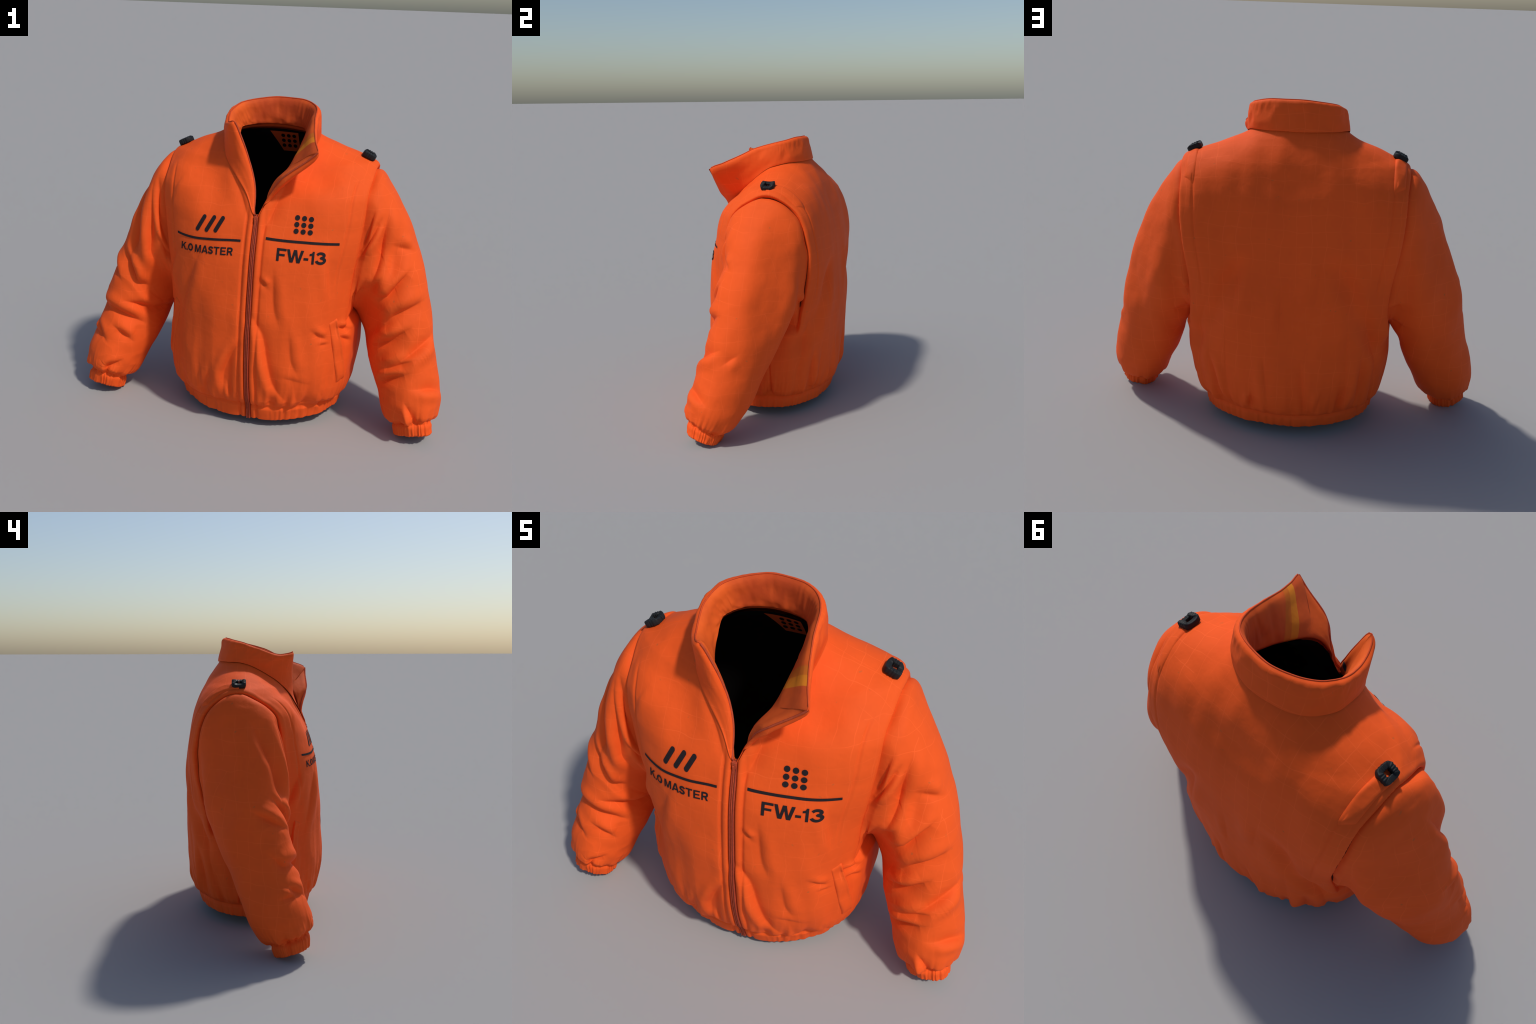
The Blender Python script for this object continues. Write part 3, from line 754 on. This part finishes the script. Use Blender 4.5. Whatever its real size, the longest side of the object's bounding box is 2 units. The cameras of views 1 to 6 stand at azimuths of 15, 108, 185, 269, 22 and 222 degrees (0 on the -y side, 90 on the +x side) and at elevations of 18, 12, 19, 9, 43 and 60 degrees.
LIFT = 0.0022
for a, b in (((-0.286, 1.060), (-0.254, 1.122)), ((-0.234, 1.062), (-0.200, 1.125)), ((-0.184, 1.067), (-0.152, 1.128))):
    conform('slash_mark', capsule_bm(a, b, 0.0105), LIFT, torso, M_PRINT, front_point)
for r in range(3):
    for c in range(3):
        conform('dot_mark', disc_bm(0.2205 + 0.034 * c, 1.164 - 0.0315 * r - 0.0016 * c, 0.0122, 0.0125), LIFT, torso, M_PRINT, front_point)
conform('rule_line', bar_bm((-0.412, 1.006), (-0.048, 1.033), 0.0056, 0.008), LIFT, torso, M_PRINT, front_point)
conform('rule_line', bar_bm((0.079, 1.058), (0.428, 1.041), 0.0062), LIFT, torso, M_PRINT, front_point)

# heavy grotesque capitals: outlines in a unit box, curved letters as bent strokes
GLYPH = {
    'K': [[(0, 0), (.23, 0), (.23, .3), (.38, .46), (.72, 0), (1, 0), (.54, .63), (.97, 1), (.68, 1), (.23, .56), (.23, 1), (0, 1)]],
    '.': [[(0, 0), (1, 0), (1, .19), (0, .19)]],
    'M': [[(0, 0), (.19, 0), (.19, .72), (.41, 0), (.59, 0), (.81, .72), (.81, 0), (1, 0), (1, 1), (.73, 1), (.5, .28), (.27, 1), (0, 1)]],
    'A': [[(0, 0), (.23, 0), (.5, .78), (.77, 0), (1, 0), (.63, 1), (.37, 1)], [(.295, .20), (.705, .20), (.65, .36), (.35, .36)]],
    'T': [[(.38, 0), (.62, 0), (.62, .83), (1, .83), (1, 1), (0, 1), (0, .83), (.38, .83)]],
    'E': [[(0, 0), (1, 0), (1, .17), (.26, .17), (.26, .43), (.9, .43), (.9, .59), (.26, .59), (.26, .83), (.97, .83), (.97, 1), (0, 1)]],
    'F': [[(0, 0), (.27, 0), (.27, .41), (.86, .41), (.86, .58), (.27, .58), (.27, .82), (1, .82), (1, 1), (0, 1)]],
    'W': [[(0, 1), (.17, 1), (.3, .3), (.41, 1), (.59, 1), (.7, .3), (.83, 1), (1, 1), (.8, 0), (.61, 0), (.5, .64), (.39, 0), (.2, 0)]],
    '-': [[(0, .27), (1, .27), (1, .46), (0, .46)]],
    '1': [[(.52, 0), (.92, 0), (.92, 1), (.62, 1), (.5, .86), (.1, .8), (.1, .65), (.52, .67)]],
    'R': [[(0, 0), (.25, 0), (.25, 1), (0, 1)], [(.46, .37), (.72, 0), (1, 0), (.73, .40)]]}
STROKE = {
    'O': [(.5, .91), (.24, .83), (.11, .5), (.24, .17), (.5, .09), (.76, .17), (.89, .5), (.76, .83), (.5, .91)],
    'S': [(.88, .74), (.72, .89), (.45, .91), (.17, .82), (.16, .63), (.45, .52), (.76, .44), (.87, .26), (.70, .11), (.42, .09), (.17, .16), (.10, .30)],
    '3': [(.12, .76), (.26, .89), (.52, .91), (.78, .82), (.78, .62), (.60, .53), (.40, .53), (.62, .52), (.86, .42), (.86, .20), (.62, .09), (.36, .09), (.14, .18), (.08, .30)],
    'R': [(.22, .915), (.6, .915), (.83, .84), (.83, .55), (.6, .46), (.22, .46)]}

def letter(ch, x0, x1, z0, z1, h):
    w = x1 - x0
    put = lambda u, v: (x0 + w * u, 0, z0 + (z1 - z0) * u + h * v)
    bm = bmesh.new()
    for poly in GLYPH.get(ch, []):
        bm.faces.new([bm.verts.new(put(u, v)) for u, v in poly])
    if ch in STROKE:
        c = np.array([put(u, v) for u, v in STROKE[ch]])[:, [0, 2]]
        key = np.arange(len(c)); t = np.linspace(0, len(c) - 1, 60)
        # smooth closed-form blend through the stroke points
        q = np.stack([np.interp(t, key, c[:, i]) for i in (0, 1)], 1)
        for _ in range(14):
            inner_ = (np.roll(q, 1, 0) + 2 * q + np.roll(q, -1, 0)) / 4
            q[1:-1] = inner_[1:-1]
        d = np.gradient(q, axis=0)
        if ch == 'O':
            d[0] = d[-1] = (-1, 0)
        d /= np.maximum(np.linalg.norm(d, axis=1), 1e-9)[:, None]; nn = np.stack([-d[:, 1], d[:, 0]], 1) * h * 0.104
        A = [bm.verts.new((p[0], 0, p[1])) for p in q + nn]; B_ = [bm.verts.new((p[0], 0, p[1])) for p in q - nn]
        for k in range(len(q) - 1):
            bm.faces.new((A[k], A[k + 1], B_[k + 1], B_[k]))
    conform('letter', bm, LIFT, torso, M_PRINT, front_point)

def lettering(spans, bl, br, height):
    for ch, a, b in spans:
        f = lambda t: (bl[0] + (br[0] - bl[0]) * t, bl[1] + (br[1] - bl[1]) * t)
        letter(ch, f(a)[0], f(b)[0], f(a)[1], f(b)[1], height)
lettering([('K', 0, .112), ('.', .118, .145), ('O', .148, .262), ('M', .30, .418), ('A', .432, .552), ('S', .556, .654),
           ('T', .662, .764), ('E', .782, .882), ('R', .900, 1.0)], (-0.379, 0.938), (-0.083, 0.957), 0.038)
lettering([('F', 0, .195), ('W', .205, .550), ('-', .555, .648), ('1', .655, .770), ('3', .790, 1.0)], (0.139, 0.957), (0.376, 0.944), 0.061)

# ------------------------------------------------------------------ neck label on the lining
def back_lining(x, z, lift):
    p, n = cast(bvh_lining, (x, -0.05, z), (0, 1, 0))
    if p is None:
        p = np.array([x, 0.2, z])
    return p + np.array([0, -lift, 0])
bm = bmesh.new()
bm.faces.new([bm.verts.new((x, 0, z)) for x, z in ((-0.052, 1.502), (0.010, 1.385), (0.102, 1.385), (0.104, 1.500))])
label = conform('neck_label', bm, 0.003, lining, M_LABEL, back_lining)
for r in range(3):
    for c in range(3):
        conform('dot_mark', disc_bm(0.016 + 0.031 * c, 1.478 - 0.030 * r, 0.0105), 0.005, label, M_LINING, back_lining)

# ------------------------------------------------------------------ shoulder clips and tabs
def clip_grid():
    nu, nv = 160, 20
    u = np.arange(nu) / nu * 2 * PI; v = np.arange(nv) / nv * 2 * PI
    n = 7.0; c, s = np.cos(u), np.sin(u); r = (np.abs(c) ** n + np.abs(s) ** n) ** (-1 / n)
    px, py = 0.0235 * r * c, 0.0270 * r * s
    ends = np.abs(s) > 0.6; sides_ = np.abs(c) > 0.6
    ridge = 1 + 0.07 * ends * np.sin(px * 560) + 0.06 * sides_ * (c > 0) * np.sin(py * 480)
    rad = 0.0122 * ridge
    nx, ny = c * np.abs(c) ** 2, s * np.abs(s) ** 2; l = np.hypot(nx, ny); nx, ny = nx / l, ny / l
    h = 0.95 + 0.25 * (np.abs(py) / 0.0270) ** 4
    z0 = 0.006 * (np.abs(py) / 0.0270) ** 3
    cv, sv = np.cos(v), np.sin(v)
    q = lambda t: np.sign(t) * np.abs(t) ** 0.38
    return np.stack([px[:, None] + rad[:, None] * q(cv)[None] * nx[:, None],
                     py[:, None] + rad[:, None] * q(cv)[None] * ny[:, None],
                     z0[:, None] + rad[:, None] * h[:, None] * q(sv)[None]], -1)
CG = clip_grid()
for sx in (1, -1):
    p, n = cast(bvh_torso, (sx * 0.494, 0.086, 2.0), (0, 0, -1))
    zax = np.array([sx * 0.42, 0.0, 0.9]); zax /= np.linalg.norm(zax)
    yax = np.array([0, 1, 0.0]); xax = np.cross(yax, zax)
    W = p + zax * 0.010 + CG[..., :1] * xax + CG[..., 1:2] * yax + CG[..., 2:] * zax
    clip = grid_object('shoulder_clip', W, True, M_PLASTIC, jacket, flip=True)
    # cloth tab threaded through the clip, ending in a point behind the shoulder
    L, Wd = 44, 15
    tab = []
    for i in range(L):
        t = i / (L - 1); y = 0.085 + 0.18 * t; row = []
        for j in range(Wd):
            u = j / (Wd - 1) * 2 - 1
            half = 0.030
            xx = 0.503 + half * u - 0.012 * t
            yy = y + 0.02 * (1 - u) * smooth(0.8, 1.0, t)
            q_, n_ = cast(bvh_torso, (sx * xx, yy, 2.0), (0, 0, -1))
            if q_ is None:
                q_, n_ = np.array([sx * xx, yy, 1.38]), np.array([0, 0, 1.0])
            lift = 0.009 * (1 - abs(u) ** 6) * (1 - smooth(0.93, 1.0, t)) * (0.6 if sx > 0 else 1.0) - 0.003 * (abs(u) ** 6 + smooth(0.95, 1, t))
            lift += 0.003 * math.sin(9 * t + 2 * u)* (1 - abs(u) ** 4)
            row.append(q_ + (n_ if n_[2] > 0 else -n_) * lift)
        tab.append(row)
    grid_object('shoulder_tab', np.array(tab), False, M_SHELL, jacket, flip=(sx < 0))

# ------------------------------------------------------------------ pockets
for sx in (1, -1):
    top = np.array([0.416, -0.247, 0.632]); bot = np.array([0.455, -0.184, 0.272])
    L, Wd = 60, 18; g = []
    for i in range(L):
        t = i / (L - 1); row = []
        for j in range(Wd):
            u = j / (Wd - 1) * 2 - 1
            p = top + (bot - top) * t + np.array([0.021, 0.018, 0.010]) * u
            q_, n_, _, _ = bvh_torso.find_nearest(Vector((sx * p[0], p[1], p[2])))
            q_ = np.array(q_); n_ = np.array(n_)
            if n_[1] > 0: n_ = -n_
            flat = (1 - abs(u) ** 8) * (1 - abs(2 * t - 1) ** 24)
            lift = -0.004 + flat * (0.011 + 0.007 * bump(0.72, 0.2, u) - 0.004 * math.sin(t * 13) * (1 - u * u))
            row.append(q_ + n_ * lift)
        g.append(row)
    grid_object('pocket_welt', np.array(g), False, M_SHELL, jacket, flip=(sx > 0))
